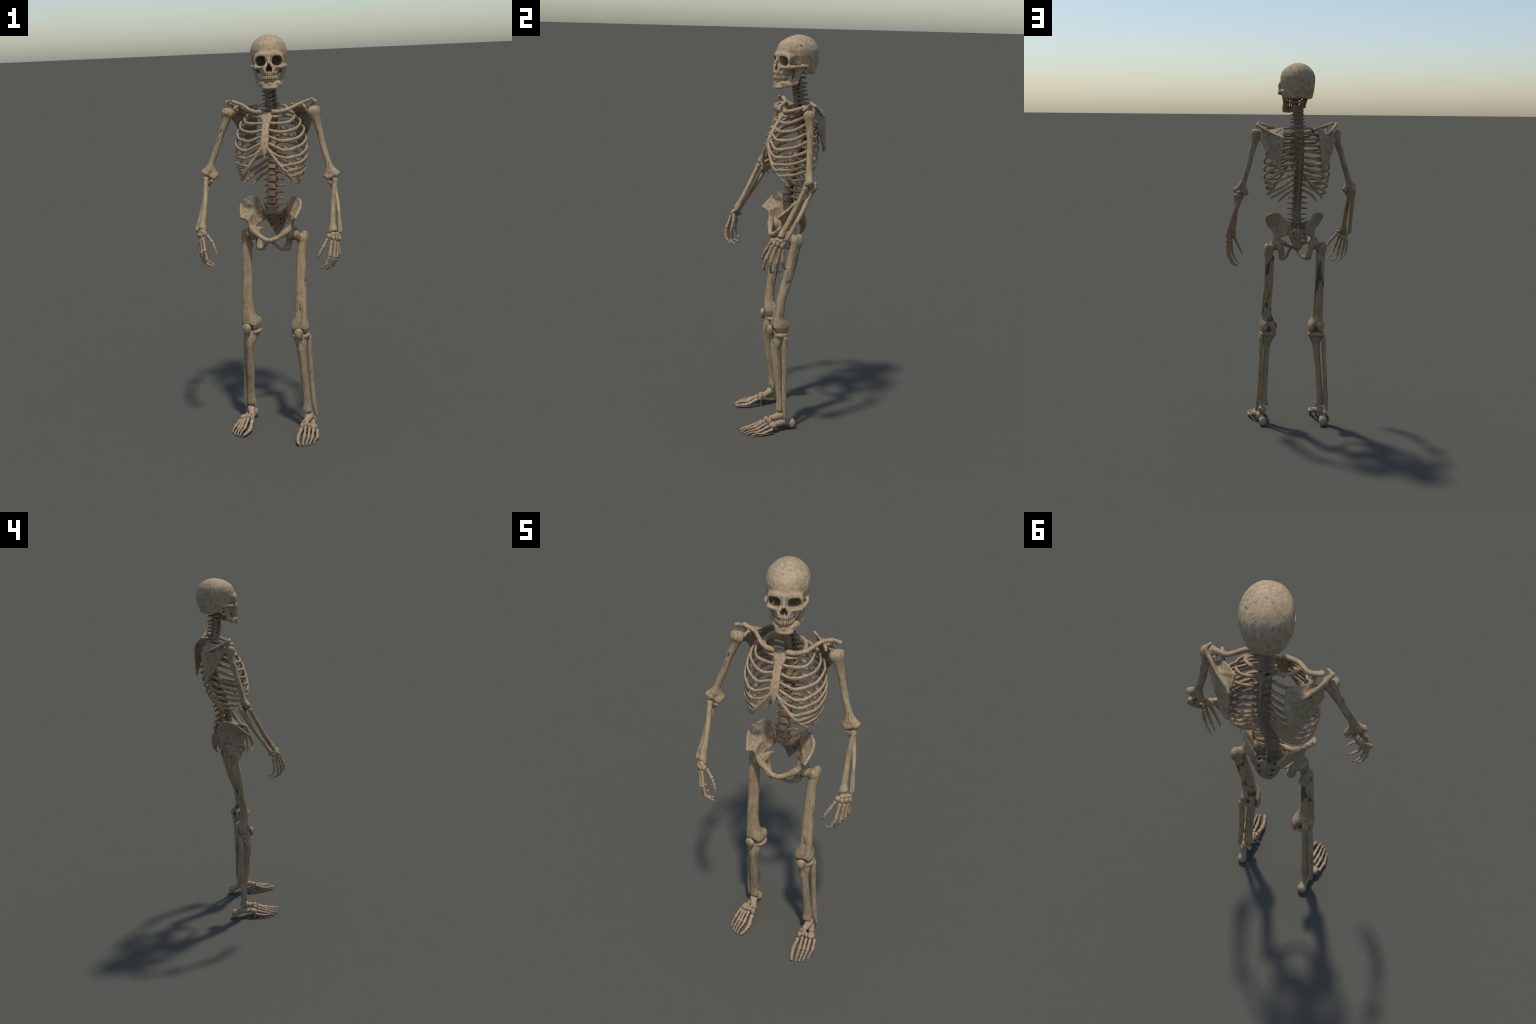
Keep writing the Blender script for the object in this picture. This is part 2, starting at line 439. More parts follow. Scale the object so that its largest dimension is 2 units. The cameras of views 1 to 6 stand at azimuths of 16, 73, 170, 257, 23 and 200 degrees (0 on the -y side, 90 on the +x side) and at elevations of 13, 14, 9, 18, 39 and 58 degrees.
def tooth_mesh(name, taper):
    v, f = surface_nets(lambda P: ell(P, (0, 0, 0), (0.5, 0.5, 0.5), p=3.4) + 0.08 * taper * P[:, 2], (-0.65,) * 3, (0.65,) * 3, 0.1)
    return mesh_from(name, relax(v, f, 1), f)
T_UP, T_LO = tooth_mesh('tooth', 1.0), tooth_mesh('tooth', -1.0)
cY, sY = math.cos(YAW), math.sin(YAW)
def tooth_arc(count, half_w, front, depth):
    """points evenly spaced by arc length along a parabolic dental arch"""
    xs = np.linspace(-half_w, half_w, 400)
    ys = front + depth * (1 - (1 - np.abs(xs / half_w * 0.995) ** 2.5) ** (1 / 2.5))
    L = np.concatenate([[0], np.cumsum(np.hypot(np.diff(xs), np.diff(ys)))])
    t = (np.arange(count) + 0.5) / count * L[-1]
    x = np.interp(t, L, xs); y = np.interp(t, L, ys)
    a = np.arctan2(np.interp(t + 1e-3, L, ys) - np.interp(t - 1e-3, L, ys), np.interp(t + 1e-3, L, xs) - np.interp(t - 1e-3, L, xs))
    return zip(x, y, a, [L[-1] / count] * count)
for me, arc, zc, hh, wk in ((T_UP, tooth_arc(14, 0.0360, -0.1240, 0.062), 1.7990, 0.0175, 1.0), (T_LO, tooth_arc(14, 0.0340, -0.1195, 0.060), 1.7838, 0.0155, 0.95)):
    for i, (x, y, a, w) in enumerate(arc):
        ob = new_obj('tooth', me, M_TOOTH, skull)
        mid = abs(i - 6.5)
        w2 = w * wk * (1.10 if mid < 1 and wk == 1.0 else 0.92) * random.uniform(0.84, 0.94)
        ob.matrix_world = Matrix.Translation((HO[0] + x * cY - y * sY, HO[1] + x * sY + y * cY, zc + random.uniform(-0.0008, 0.0008))) @ \
            Matrix.Rotation(YAW + a + random.uniform(-0.06, 0.06), 4, 'Z') @ Matrix.Diagonal((w2, 0.0085 + 0.0012 * max(0, mid - 3), hh * random.uniform(0.93, 1.04), 1))

# ===================================================================== SPINE
X0 = -0.008
# front line of the vertebral bodies (z -> y)
FZ = [1.130, 1.149, 1.177, 1.212, 1.245, 1.334, 1.380, 1.436, 1.482, 1.523, 1.569, 1.620, 1.657, 1.696, 1.738, 1.775, 1.80]
FY = [0.046, 0.036, 0.032, 0.032, 0.034, 0.054, 0.069, 0.090, 0.103, 0.105, 0.098, 0.088, 0.081, 0.070, 0.063, 0.063, 0.066]
front_y = lambda z: np.interp(z, FZ, FY)
def vertebra(name, z0, z1, rx, ry, sp, sp_r, sp_h, tp_u, tp_y, tp_z, tp_r, waist=0.10, cerv=False):
    """body between z0 and z1; sp = spinous tip (y, z); tp = transverse tip"""
    zc = 0.5 * (z0 + z1); h = 0.5 * (z1 - z0)
    yf = front_y(zc); yc = yf + ry
    slope = (front_y(z1) - front_y(z0)) / (z1 - z0)
    R = frame((0, slope, 1), (1, 0, 0))
    def sdf(P):
        Q = (P - V(X0, yc, zc)) @ R.T
        A = Q.copy(); A[:, 0] = np.abs(A[:, 0])
        t = np.clip(np.abs(Q[:, 2]) / h, 0, 1)
        k = 1 - waist * (1 - t ** 2.5)
        rad = np.hypot(Q[:, 0] / rx, Q[:, 1] / ry)
        d = np.maximum((rad - k) * min(rx, ry), np.abs(Q[:, 2]) - h * 0.985)
        d = smax(d, np.abs(Q[:, 2]) - h * 0.965, 0.002)
        ay = ry + 0.019 if not cerv else ry + 0.018          # arch depth
        W = P.copy(); W[:, 0] = np.abs(P[:, 0] - X0)
        cy = yc + ay * 1.0
        ped = V(rx * 0.72, yc + ry * 0.75, zc + h * 0.35)
        lam = V(0.0165 if not cerv else 0.020, cy - 0.004, zc + h * 0.05)
        root = V(0, cy + 0.006, zc - h * 0.1)
        d = smin(d, cap(W, ped, lam, 0.0062, 0.0072), 0.003)
        d = smin(d, cap(W, lam, root, 0.0072, 0.007), 0.004)
        pa, pb = lam + V(0.005, -0.002, h * 1.10), lam + V(0.005, -0.002, -h * 1.15)          # broad shingled laminae
        pc, pd = root + V(0, -0.003, h * 0.75), root + V(0, -0.001, -h * 1.30)
        d = smin(d, tri(W, pa, pb, pc, 0.0032), 0.003)
        d = smin(d, tri(W, pb, pc, pd, 0.0032), 0.003)
        d = smin(d, cap(W, lam + V(0, -0.003, h * 0.9), lam + V(0, 0.001, -h * 0.9), 0.0055), 0.003)   # facets
        tip = V(0, sp[0], sp[1])
        dv = V(0, 0, sp_h)
        d = smin(d, tri(W, root + dv * 0.9, root - dv * 0.9, tip, sp_r), 0.003)
        d = smin(d, cap(W, tip + dv * 0.30, tip - dv * 0.15, sp_r * 1.15), 0.003)
        d = smin(d, cap(W, (0.018, 0.5 * (lam[1] + tp_y), 0.35 * lam[2] + 0.65 * tp_z), (tp_u, tp_y, tp_z), tp_r * 1.25, tp_r), 0.004)
        d = smax(d, -cap(P, (X0, yc + ry + 0.008, z0 - 0.02), (X0, yc + ry + 0.008, z1 + 0.02), 0.0075), 0.002)
        return d + wob(P, 0.0005, 90, int(zc * 1000))
    ylo = yf - 0.006; yhi = max(sp[0], tp_y) + 0.012
    zlo = min(z0 - 0.010, sp[1] - sp_h - 0.004, tp_z - 0.01) - 0.005; zhi = max(z1, tp_z + 0.01) + 0.008
    m = max(tp_u, rx, 0.03) + 0.01
    return solid(name, sdf, (X0 - m, ylo, zlo), (X0 + m, yhi, zhi), 0.0017, M_SPINE, ROOT)

lum_z = [1.133, 1.179, 1.214, 1.248, 1.283, 1.318]
lum_sp = [(0.136, 1.158), (0.132, 1.188), (0.126, 1.218), (0.129, 1.248), (0.134, 1.274)]
lum_tp = [(0.050, 0.094, 1.176), (0.0525, 0.095, 1.201), (0.0535, 0.098, 1.231), (0.053, 0.107, 1.261), (0.049, 0.116, 1.290)]
for i in range(5):
    vertebra('lumbar_vertebra', lum_z[i] + 0.0012, lum_z[i + 1] - 0.0012, 0.0265 - 0.0005 * i, 0.0205, lum_sp[i], 0.0042, 0.0095, *lum_tp[i], 0.0046)
tub_z = [1.329, 1.361, 1.387, 1.413, 1.443, 1.475, 1.508, 1.541, 1.573, 1.605, 1.635, 1.659]    # T12 .. T1 rib joints
tub_y = [0.120, 0.131, 0.142, 0.150, 0.158, 0.163, 0.163, 0.160, 0.154, 0.146, 0.130, 0.110]
tho_sp = [(0.140, 1.304), (0.150, 1.326), (0.160, 1.346), (0.169, 1.380), (0.180, 1.408), (0.190, 1.440), (0.197, 1.480), (0.199, 1.514), (0.197, 1.548), (0.193, 1.583), (0.186, 1.614), (0.176, 1.642)]
tz = np.linspace(1.318, 1.660, 13)
for i in range(12):
    rx = 0.0225 - 0.0045 * i / 11
    vertebra('thoracic_vertebra', tz[i] + 0.001, tz[i + 1] - 0.001, rx, 0.0185 - 0.003 * i / 11, tho_sp[i], 0.0036, 0.0085, 0.035, tub_y[i], tub_z[i], 0.0062)
cz = [1.660, 1.681, 1.701, 1.721, 1.741, 1.760, 1.785]
cer_sp = [(0.166, 1.668), (0.151, 1.690), (0.143, 1.712), (0.137, 1.731), (0.135, 1.750), (0.139, 1.767)]
cer_tp = [(0.040, 0.104, 1.671), (0.0375, 0.091, 1.691), (0.0355, 0.084, 1.710), (0.034, 0.079, 1.731), (0.032, 0.078, 1.751), (0.030, 0.080, 1.772)]
for i in range(6):
    vertebra('cervical_vertebra', cz[i] + 0.0008, cz[i + 1] - 0.0008, 0.0165 - 0.0004 * i, 0.0115, cer_sp[i], 0.0034, 0.0078, *cer_tp[i], 0.0038, waist=0.16, cerv=True)
def atlas(P):
    W = P.copy(); W[:, 0] = np.abs(P[:, 0] - X0)
    ring = []
    for k in range(12):
        a0, a1 = [math.pi * q / 12 for q in (k, k + 1)]
        ring.append(cap(W, (0.026 * math.sin(a0), 0.099 - 0.031 * math.cos(a0), 1.795), (0.026 * math.sin(a1), 0.099 - 0.031 * math.cos(a1), 1.795), 0.0052))
    d = ring[0]
    for r in ring[1:]: d = smin(d, r, 0.003)
    d = smin(d, ell(W, (0.023, 0.088, 1.799), (0.010, 0.012, 0.012)), 0.004)
    d = smin(d, cap(W, (0.024, 0.09, 1.795), (0.040, 0.095, 1.793), 0.0055, 0.004), 0.004)
    return smin(d, cap(P, (X0, 0.073, 1.778), (X0, 0.072, 1.806), 0.007), 0.003)
solid('cervical_vertebra', atlas, (X0 - 0.05, 0.058, 1.772), (X0 + 0.05, 0.142, 1.822), 0.0017, M_SPINE, ROOT)

# ====================================================================== RIBS
RIBS = {  # |x - X0|, y, z  from spine to the cartilage joint
 1: [(0.030, 0.108, 1.657), (0.048, 0.112, 1.661), (0.070, 0.103, 1.658), (0.088, 0.080, 1.645), (0.086, 0.052, 1.629), (0.070, 0.032, 1.616), (0.058, 0.024, 1.611)],
 2: [(0.030, 0.128, 1.634), (0.048, 0.134, 1.634), (0.085, 0.132, 1.627), (0.113, 0.108, 1.617), (0.125, 0.072, 1.604), (0.119, 0.038, 1.590), (0.104, 0.018, 1.582), (0.080, 0.008, 1.579), (0.058, 0.003, 1.579)],
 3: [(0.030, 0.145, 1.606), (0.048, 0.152, 1.605), (0.090, 0.155, 1.602), (0.130, 0.127, 1.592), (0.151, 0.085, 1.577), (0.147, 0.051, 1.559), (0.131, 0.029, 1.547), (0.095, -0.004, 1.540), (0.063, -0.020, 1.539)],
 4: [(0.030, 0.152, 1.574), (0.048, 0.160, 1.572), (0.090, 0.166, 1.567), (0.140, 0.142, 1.556), (0.167, 0.092, 1.538), (0.159, 0.042, 1.514), (0.136, 0.012, 1.502), (0.106, -0.017, 1.498), (0.0775, -0.034, 1.497)],
 5: [(0.030, 0.157, 1.542), (0.048, 0.166, 1.540), (0.090, 0.173, 1.533), (0.146, 0.149, 1.519), (0.175, 0.094, 1.498), (0.168, 0.036, 1.473), (0.130, -0.022, 1.457), (0.108, -0.036, 1.454), (0.087, -0.043, 1.4535)],
 6: [(0.030, 0.160, 1.509), (0.048, 0.169, 1.507), (0.090, 0.177, 1.499), (0.147, 0.153, 1.481), (0.177, 0.094, 1.453), (0.169, 0.034, 1.430), (0.151, 0.006, 1.421), (0.125, -0.029, 1.417), (0.103, -0.044, 1.416)],
 7: [(0.030, 0.159, 1.477), (0.048, 0.168, 1.474), (0.090, 0.177, 1.465), (0.145, 0.156, 1.444), (0.175, 0.094, 1.414), (0.167, 0.028, 1.391), (0.142, -0.010, 1.384), (0.113, -0.034, 1.382)],
 8: [(0.030, 0.154, 1.446), (0.048, 0.163, 1.442), (0.090, 0.173, 1.433), (0.142, 0.153, 1.404), (0.170, 0.092, 1.384), (0.161, 0.032, 1.364), (0.140, -0.005, 1.357), (0.116, -0.031, 1.355)],
 9: [(0.030, 0.146, 1.414), (0.048, 0.155, 1.410), (0.090, 0.167, 1.396), (0.142, 0.144, 1.366), (0.167, 0.090, 1.352), (0.158, 0.036, 1.337), (0.141, 0.004, 1.330), (0.124, -0.014, 1.328)],
 10: [(0.030, 0.137, 1.388), (0.048, 0.146, 1.381), (0.090, 0.156, 1.354), (0.137, 0.134, 1.329), (0.158, 0.090, 1.317), (0.154, 0.050, 1.309), (0.143, 0.026, 1.306)],
 11: [(0.028, 0.126, 1.360), (0.045, 0.136, 1.353), (0.085, 0.147, 1.332), (0.125, 0.122, 1.302), (0.140, 0.076, 1.286), (0.136, 0.043, 1.280)],
 12: [(0.026, 0.115, 1.329), (0.042, 0.124, 1.325), (0.072, 0.130, 1.306), (0.098, 0.114, 1.279), (0.104, 0.090, 1.264)],
}
def rib_up(c, t):
    out = V(c[0], (c[1] - 0.075) * 0.9, 0); out /= np.linalg.norm(out) + 1e-9
    return V(0, 0, 1) + 0.12 * out
for s in (1, -1):
    for i, pts in RIBS.items():
        # torso midline offset applied after mirroring: shift path by s*X0 in mirrored space
        path = catmull([V(p[0] + s * X0, p[1], p[2]) for p in pts], 5)
        if i == 1:
            w, t = [0.006, 0.0055, 0.0055, 0.006, 0.0055], [0.007, 0.006, 0.008, 0.009, 0.008]
            up = (lambda c, t_: V(0, 0, 1))
        elif i >= 11:
            w, t = [0.0065, 0.0075, 0.0075, 0.0065, 0.003], [0.0045, 0.0042, 0.004, 0.0035, 0.002]; up = rib_up
        else:
            w, t = [0.0075, 0.0072, 0.0085, 0.0086, 0.0084, 0.0083, 0.0088], [0.0065, 0.0058, 0.0052, 0.0050, 0.0050, 0.0055, 0.0062]; up = rib_up
        tube('rib', path, w, t, up, M_RIB, ROOT, s=s, seg=12, p=2.5, noise=0.0002, seed=i, round_end=0.25)
    # costal cartilages
    J = {i: V(*RIBS[i][-1]) for i in range(1, 10)}
    S = {1: V(0.029, 0.012, 1.611), 2: V(0.018, -0.0005, 1.5815), 3: V(0.018, -0.021, 1.5505), 4: V(0.0185, -0.037, 1.5205), 5: V(0.0205, -0.0455, 1.488)}
    sh = V(s * X0, 0, 0)
    fw = (lambda c, t_: V(0, -0.25, 1))
    for i in range(1, 6):
        a, b = S[i], J[i]; d = (b - a) / np.linalg.norm(b - a)
        a = a + d * 0.001; b = b - d * 0.0012
        m = 0.5 * (a + b) + V(0, -0.0015, 0)
        tube('costal_cartilage', catmull([a + sh, m + sh, b + sh], 4), [0.0072, 0.0068, 0.0082], [0.0055, 0.0054, 0.0060], fw, M_RIB, ROOT, s=s, seg=12, noise=0.0002, seed=20 + i, round_end=0.25)
    A = [V(0.016, -0.054, 1.468), V(0.036, -0.0575, 1.436), V(0.060, -0.056, 1.404), V(0.083, -0.052, 1.372), V(0.102, -0.038, 1.343), V(0.118, -0.020, 1.319), V(0.136, -0.003, 1.300)]
    br = {6: (A[0] + V(0.012, 0.0, -0.014), V(0.060, -0.054, 1.432)), 7: (A[3] + V(-0.012, 0, 0.016), V(0.095, -0.046, 1.380)), 8: (A[4] + V(-0.006, -0.004, 0.012), V(0.108, -0.036, 1.352)), 9: (A[5] + V(-0.006, -0.006, 0.010), V(0.116, -0.022, 1.329))}
    def arch(P):
        d = chain(P, [a + sh for a in A], [0.0062, 0.0065, 0.0078, 0.0072, 0.0055, 0.0052, 0.0030], 0.004)
        for k, (q, m) in br.items():
            e = J[k] + (m - J[k]) / np.linalg.norm(m - J[k]) * 0.002
            d = smin(d, chain(P, [q + sh, m + sh, e + sh], [0.0060, 0.0052, 0.0058], 0.004), 0.005)
        return d + wob(P, 0.0006, 90, 8)
    solid('costal_cartilage', arch, V(0.0, -0.075, 1.285) + sh, V(0.16, 0.015, 1.485) + sh, 0.0017, M_RIB, ROOT, s=s)

def sternum_sdf(P):
    #  z, y, half width
    zs = [1.414, 1.420, 1.445, 1.462, 1.480, 1.500, 1.530, 1.560, 1.583, 1.598, 1.612, 1.622, 1.634]
    ys = [-0.055, -0.055, -0.054, -0.0520, -0.049, -0.045, -0.033, -0.016, -0.001, 0.007, 0.014, 0.020, 0.028]
    ws = [0.002, 0.003, 0.0105, 0.0165, 0.020, 0.0205, 0.0185, 0.0180, 0.0185, 0.025, 0.0315, 0.0305, 0.0245]
    z = P[:, 2]
    y = np.interp(z, zs, ys); w = np.interp(z, zs, ws)
    qx = np.abs(P[:, 0] - X0) / w
    th = 0.0075 * np.sqrt(np.clip(w / 0.018, 0.3, 1))
    q = (qx ** 3 + np.abs((P[:, 1] - y) / th) ** 3) ** (1 / 3)
    d = (q - 1) * np.minimum(w, th)
    d = smax(d, np.maximum(1.416 - z, z - (1.632 + 0.02 * np.abs(P[:, 0] - X0) * 8)), 0.004)
    # hollows below the manubrium
    for dx, dz in ((-0.004, 1.577), (0.009, 1.588)):
        d = smax(d, -cap(P, (X0 + dx, -0.020 + (dz - 1.577), dz + 0.014), (X0 + dx - 0.003, -0.026, dz - 0.022), 0.0045), 0.003)
    return d + wob(P, 0.0006, 80, 11)
solid('sternum', sternum_sdf, (X0 - 0.04, -0.072, 1.408), (X0 + 0.04, 0.042, 1.642), 0.0018, M_RIB, ROOT)

# ========================================================= SHOULDER GIRDLE
CLAV = {1: [(0.022, 0.019, 1.634), (0.054, 0.022, 1.635), (0.093, 0.039, 1.643), (0.122, 0.078, 1.657), (0.144, 0.100, 1.667), (0.187, 0.104, 1.682)],
        -1: [(0.037, 0.019, 1.634), (0.065, 0.020, 1.635), (0.095, 0.031, 1.643), (0.122, 0.056, 1.655), (0.148, 0.077, 1.667), (0.196, 0.080, 1.685)]}
for s in (1, -1):
    tube('clavicle', catmull(CLAV[s], 6), [0.0115, 0.0100, 0.0088, 0.0085, 0.0082, 0.0080], [0.0115, 0.0098, 0.0088, 0.0086, 0.0095, 0.0105], (0, 0, 1), M_RIB, ROOT, s=s, seg=16, p=2.2, noise=0.0002)

SC = {-1: dict(S=(0.101, 0.165, 1.660), M=(0.109, 0.200, 1.604), I=(0.127, 0.191, 1.448), B=(0.206, 0.110, 1.600), G=(0.198, 0.084, 1.622),
               N=(0.163, 0.100, 1.648), C=(0.180, 0.046, 1.652), A0=(0.206, 0.100, 1.664), A1=(0.224, 0.070, 1.681), A2=(0.207, 0.062, 1.690), K=(0.165, 0.150, 1.634)),
      1: dict(S=(0.084, 0.165, 1.661), M=(0.089, 0.204, 1.609), I=(0.106, 0.202, 1.452), B=(0.191, 0.128, 1.597), G=(0.186, 0.102, 1.620),
              N=(0.148, 0.112, 1.648), C=(0.170, 0.066, 1.650), A0=(0.193, 0.124, 1.662), A1=(0.213, 0.107, 1.674), A2=(0.200, 0.092, 1.688), K=(0.148, 0.163, 1.636))}
for s in (1, -1):
    k = {a: V(*b) for a, b in SC[s].items()}
    def scap(P, k=k):
        th = 0.0034
        LB = 0.55 * k['B'] + 0.45 * k['I'] + V(0.011, -0.002, 0)
        I2 = k['I'] + V(0.010, -0.002, 0.010)
        def fan(poly, c, d):
            for p, q in zip(poly, poly[1:] + poly[:1]):
                e = tri(P, p, q, c, th)
                d = e if d is None else smin(d, e, 0.010)
            return d
        low = [k['M'], k['I'], I2, LB, k['B'], 0.4 * k['B'] + 0.6 * k['K']]
        d = fan(low, sum(low) / 6 + V(0, -0.004, 0), None)
        upr = [k['S'], k['M'], k['K'], k['G'] + V(-0.006, 0.010, 0.006), k['N']]
        d = fan(upr, sum(upr) / 5 + V(0, -0.003, -0.006), d)
        d = smin(d, tri(P, k['B'], k['G'], 0.4 * k['B'] + 0.6 * k['K'], 0.005), 0.008)
        # borders
        d = smin(d, chain(P, [k['S'], k['M'], k['I']], [0.0042, 0.0050, 0.0070]), 0.004)
        d = smin(d, chain(P, [k['I'], I2, LB, k['B']], [0.0070, 0.0068, 0.0056, 0.0062]), 0.004)
        # spine of the scapula rising to the acromion
        d = smin(d, tri(P, k['K'], k['A0'], k['G'] + V(-0.008, 0.012, 0.008), 0.0036), 0.005)
        d = smin(d, chain(P, [k['M'], k['K'], k['A0'], k['A1']], [0.0042, 0.0054, 0.0082, 0.0100]), 0.004)
        d = smin(d, chain(P, [k['A1'], k['A2']], [0.0085, 0.0065]), 0.004)
        # coracoid, glenoid
        d = smin(d, chain(P, [k['N'], 0.5 * (k['N'] + k['C']) + V(0, -0.004, 0.010), k['C']], [0.0085, 0.0078, 0.0062]), 0.005)
        d = smin(d, ell(P, k['G'], (0.009, 0.013, 0.021)), 0.006)
        return d + wob(P, 0.0006, 70, 14)
    pts = np.array(list(k.values()))
    solid('scapula', scap, pts.min(0) - 0.016, pts.max(0) + 0.016, 0.0018, M_FLAT, ROOT, s=s)

# ===================================================================== ARMS
HUM = {1: dict(h=(0.204, 0.080, 1.628), g=(0.226, 0.084, 1.632), sh=[(0.224, 0.082, 1.590), (0.236, 0.081, 1.54), (0.255, 0.076, 1.46), (0.276, 0.069, 1.39), (0.292, 0.064, 1.340)],
               le=(0.322, 0.060, 1.330), ca=(0.316, 0.054, 1.322), tr=(0.288, 0.055, 1.310), me=(0.267, 0.066, 1.316)),
       -1: dict(h=(0.212, 0.067, 1.629), g=(0.233, 0.064, 1.633), sh=[(0.233, 0.064, 1.590), (0.251, 0.056, 1.54), (0.279, 0.041, 1.46), (0.301, 0.029, 1.40), (0.315, 0.021, 1.352)],
                le=(0.341, 0.009, 1.344), ca=(0.331, 0.004, 1.336), tr=(0.302, 0.014, 1.320), me=(0.287, 0.033, 1.326))}
for s in (1, -1):
    k = {a: (np.array(b) if a == 'sh' else V(*b)) for a, b in HUM[s].items()}
    def hum(P, k=k, s=s):
        d = chain(P, [k['h'] + (k['g'] - k['h']) * 0.65] + list(k['sh']), [0.023, 0.0185, 0.0158, 0.0148, 0.0155, 0.0165])
        d = smin(d, np.linalg.norm(P - k['h'], axis=1) - 0.0240, 0.012)
        d = smin(d, cap(P, k['h'] + V(0.003, 0, -0.008), k['sh'][1], 0.019, 0.012), 0.010)
        d = smin(d, ell(P, k['g'], (0.0155, 0.021, 0.021), p=2.3), 0.008)
        d = smin(d, ell(P, k['g'] + V(-0.014, -0.018, -0.002), (0.009, 0.009, 0.013)), 0.006)
        lo = k['sh'][-1]
        for e, r in ((k['le'], 0.0105), (k['me'], 0.0100)):
            d = smin(d, cap(P, lo, e, 0.013, r), 0.012)
            d = smin(d, tri(P, 0.45 * k['sh'][3] + 0.55 * lo, k['le'], k['me'], 0.0085), 0.014)
        d = smin(d, np.linalg.norm(P - k['ca'], axis=1) - 0.0130, 0.010)
        ax = k['ca'] - k['tr']; ax /= np.linalg.norm(ax)
        d = smin(d, cap(P, k['tr'] - ax * 0.006, k['tr'] + ax * 0.004, 0.0138, 0.0122), 0.013)
        bk = 0.5 * (k['le'] + k['me']) + V(0, 0.030, 0.012)
        d = smax(d, -ell(P, bk, (0.014, 0.018, 0.016)), 0.006)          # olecranon fossa
        d = smax(d, -cap(P, k['sh'][3] + V(-0.004, -0.018, 0.01), k['sh'][4] + V(-0.006, -0.019, 0.004), 0.0035), 0.002)
        return d + wob(P, 0.0007, 60, 21)
    pts = np.concatenate([k['sh'], [k[q] for q in ('h', 'g', 'le', 'ca', 'tr', 'me')]])
    solid('humerus', hum, pts.min(0) - 0.032, pts.max(0) + 0.032, 0.0021, aligned('humerus', k['sh'][0], k['sh'][-1], s), ROOT, s=s)

FORE = {1: dict(rh=(0.317, 0.038, 1.302), rm=[(0.316, 0.028, 1.278), (0.313, 0.004, 1.225), (0.316, -0.034, 1.15)], rd=(0.324, -0.081, 1.068), st=(0.308, -0.083, 1.062),
                ol=(0.308, 0.088, 1.318), ob=(0.309, 0.087, 1.300), co=(0.285, 0.052, 1.288), um=[(0.307, 0.063, 1.262), (0.327, 0.026, 1.195), (0.343, -0.020, 1.125)], ud=(0.354, -0.060, 1.064)),
        -1: dict(rh=(0.328, -0.006, 1.315), rm=[(0.327, -0.018, 1.29), (0.322, -0.048, 1.23), (0.320, -0.085, 1.155)], rd=(0.322, -0.126, 1.080), st=(0.306, -0.132, 1.074),
                 ol=(0.328, 0.050, 1.338), ob=(0.336, 0.048, 1.318), co=(0.304, 0.010, 1.299), um=[(0.333, 0.023, 1.275), (0.340, -0.017, 1.205), (0.347, -0.062, 1.135)], ud=(0.354, -0.103, 1.072))}
for s in (1, -1):
    k = {a: (np.array(b) if a in ('rm', 'um') else V(*b)) for a, b in FORE[s].items()}
    ax = k['rm'][2] - k['rd']; ax /= np.linalg.norm(ax)
    Rd = frame(ax, (1, 0, 0))
    def rad(P, k=k, Rd=Rd, ax=ax):
        d = chain(P, [k['rh'] - V(0, 0.0, 0.004)] + list(k['rm']) + [k['rd'] + ax * 0.03, k['rd'] + ax * 0.008], [0.0125, 0.0108, 0.0118, 0.0126, 0.0140, 0.0145])
        hd = k['rm'][0] - k['rh']; hd /= np.linalg.norm(hd)
        d = smin(d, cap(P, k['rh'], k['rh'] + hd * 0.006, 0.0125), 0.004)
        d = smax(d, (P - k['rh']) @ -hd - 0.006, 0.003)
        d = smin(d, ell(P, k['rd'] + ax * 0.012, (0.0185, 0.0125, 0.020), Rd, p=2.5), 0.008)
        d = smin(d, cap(P, k['rd'] + ax * 0.015 + V(-0.010, 0, 0), k['st'], 0.008, 0.0052), 0.006)
        d = smax(d, (P - k['rd']) @ -ax - 0.004 + 0.42 * (P[:, 0] - k['rd'][0]), 0.003)
        return d + wob(P, 0.0005, 80, 31)
    pts = np.concatenate([k['rm'], [k[q] for q in ('rh', 'rd', 'st')]])
    solid('radius', rad, pts.min(0) - 0.024, pts.max(0) + 0.024, 0.0019, aligned('radius', k['rh'], k['rd'], s), ROOT, s=s)
    def uln(P, k=k):
        d = chain(P, [k['ob']] + list(k['um']) + [k['ud']], [0.0130, 0.0138, 0.0110, 0.0102, 0.0118])
        d = smin(d, cap(P, k['ob'], k['ol'], 0.0120, 0.0105), 0.006)
        d = smin(d, tri(P, k['co'], k['um'][0], k['ob'], 0.008), 0.006)
        d = smin(d, cap(P, 0.5 * (k['co'] + k['um'][0]), k['co'], 0.009, 0.0065), 0.006)
        d = smin(d, cap(P, k['ud'], k['ud'] + V(0.003, -0.002, -0.006), 0.006, 0.004), 0.003)
        return d + wob(P, 0.0005, 80, 33)
    pts = np.concatenate([k['um'], [k[q] for q in ('ol', 'ob', 'co', 'ud')]])
    solid('ulna', uln, pts.min(0) - 0.018, pts.max(0) + 0.018, 0.0019, aligned('ulna', k['ob'], k['ud'], s), ROOT, s=s)

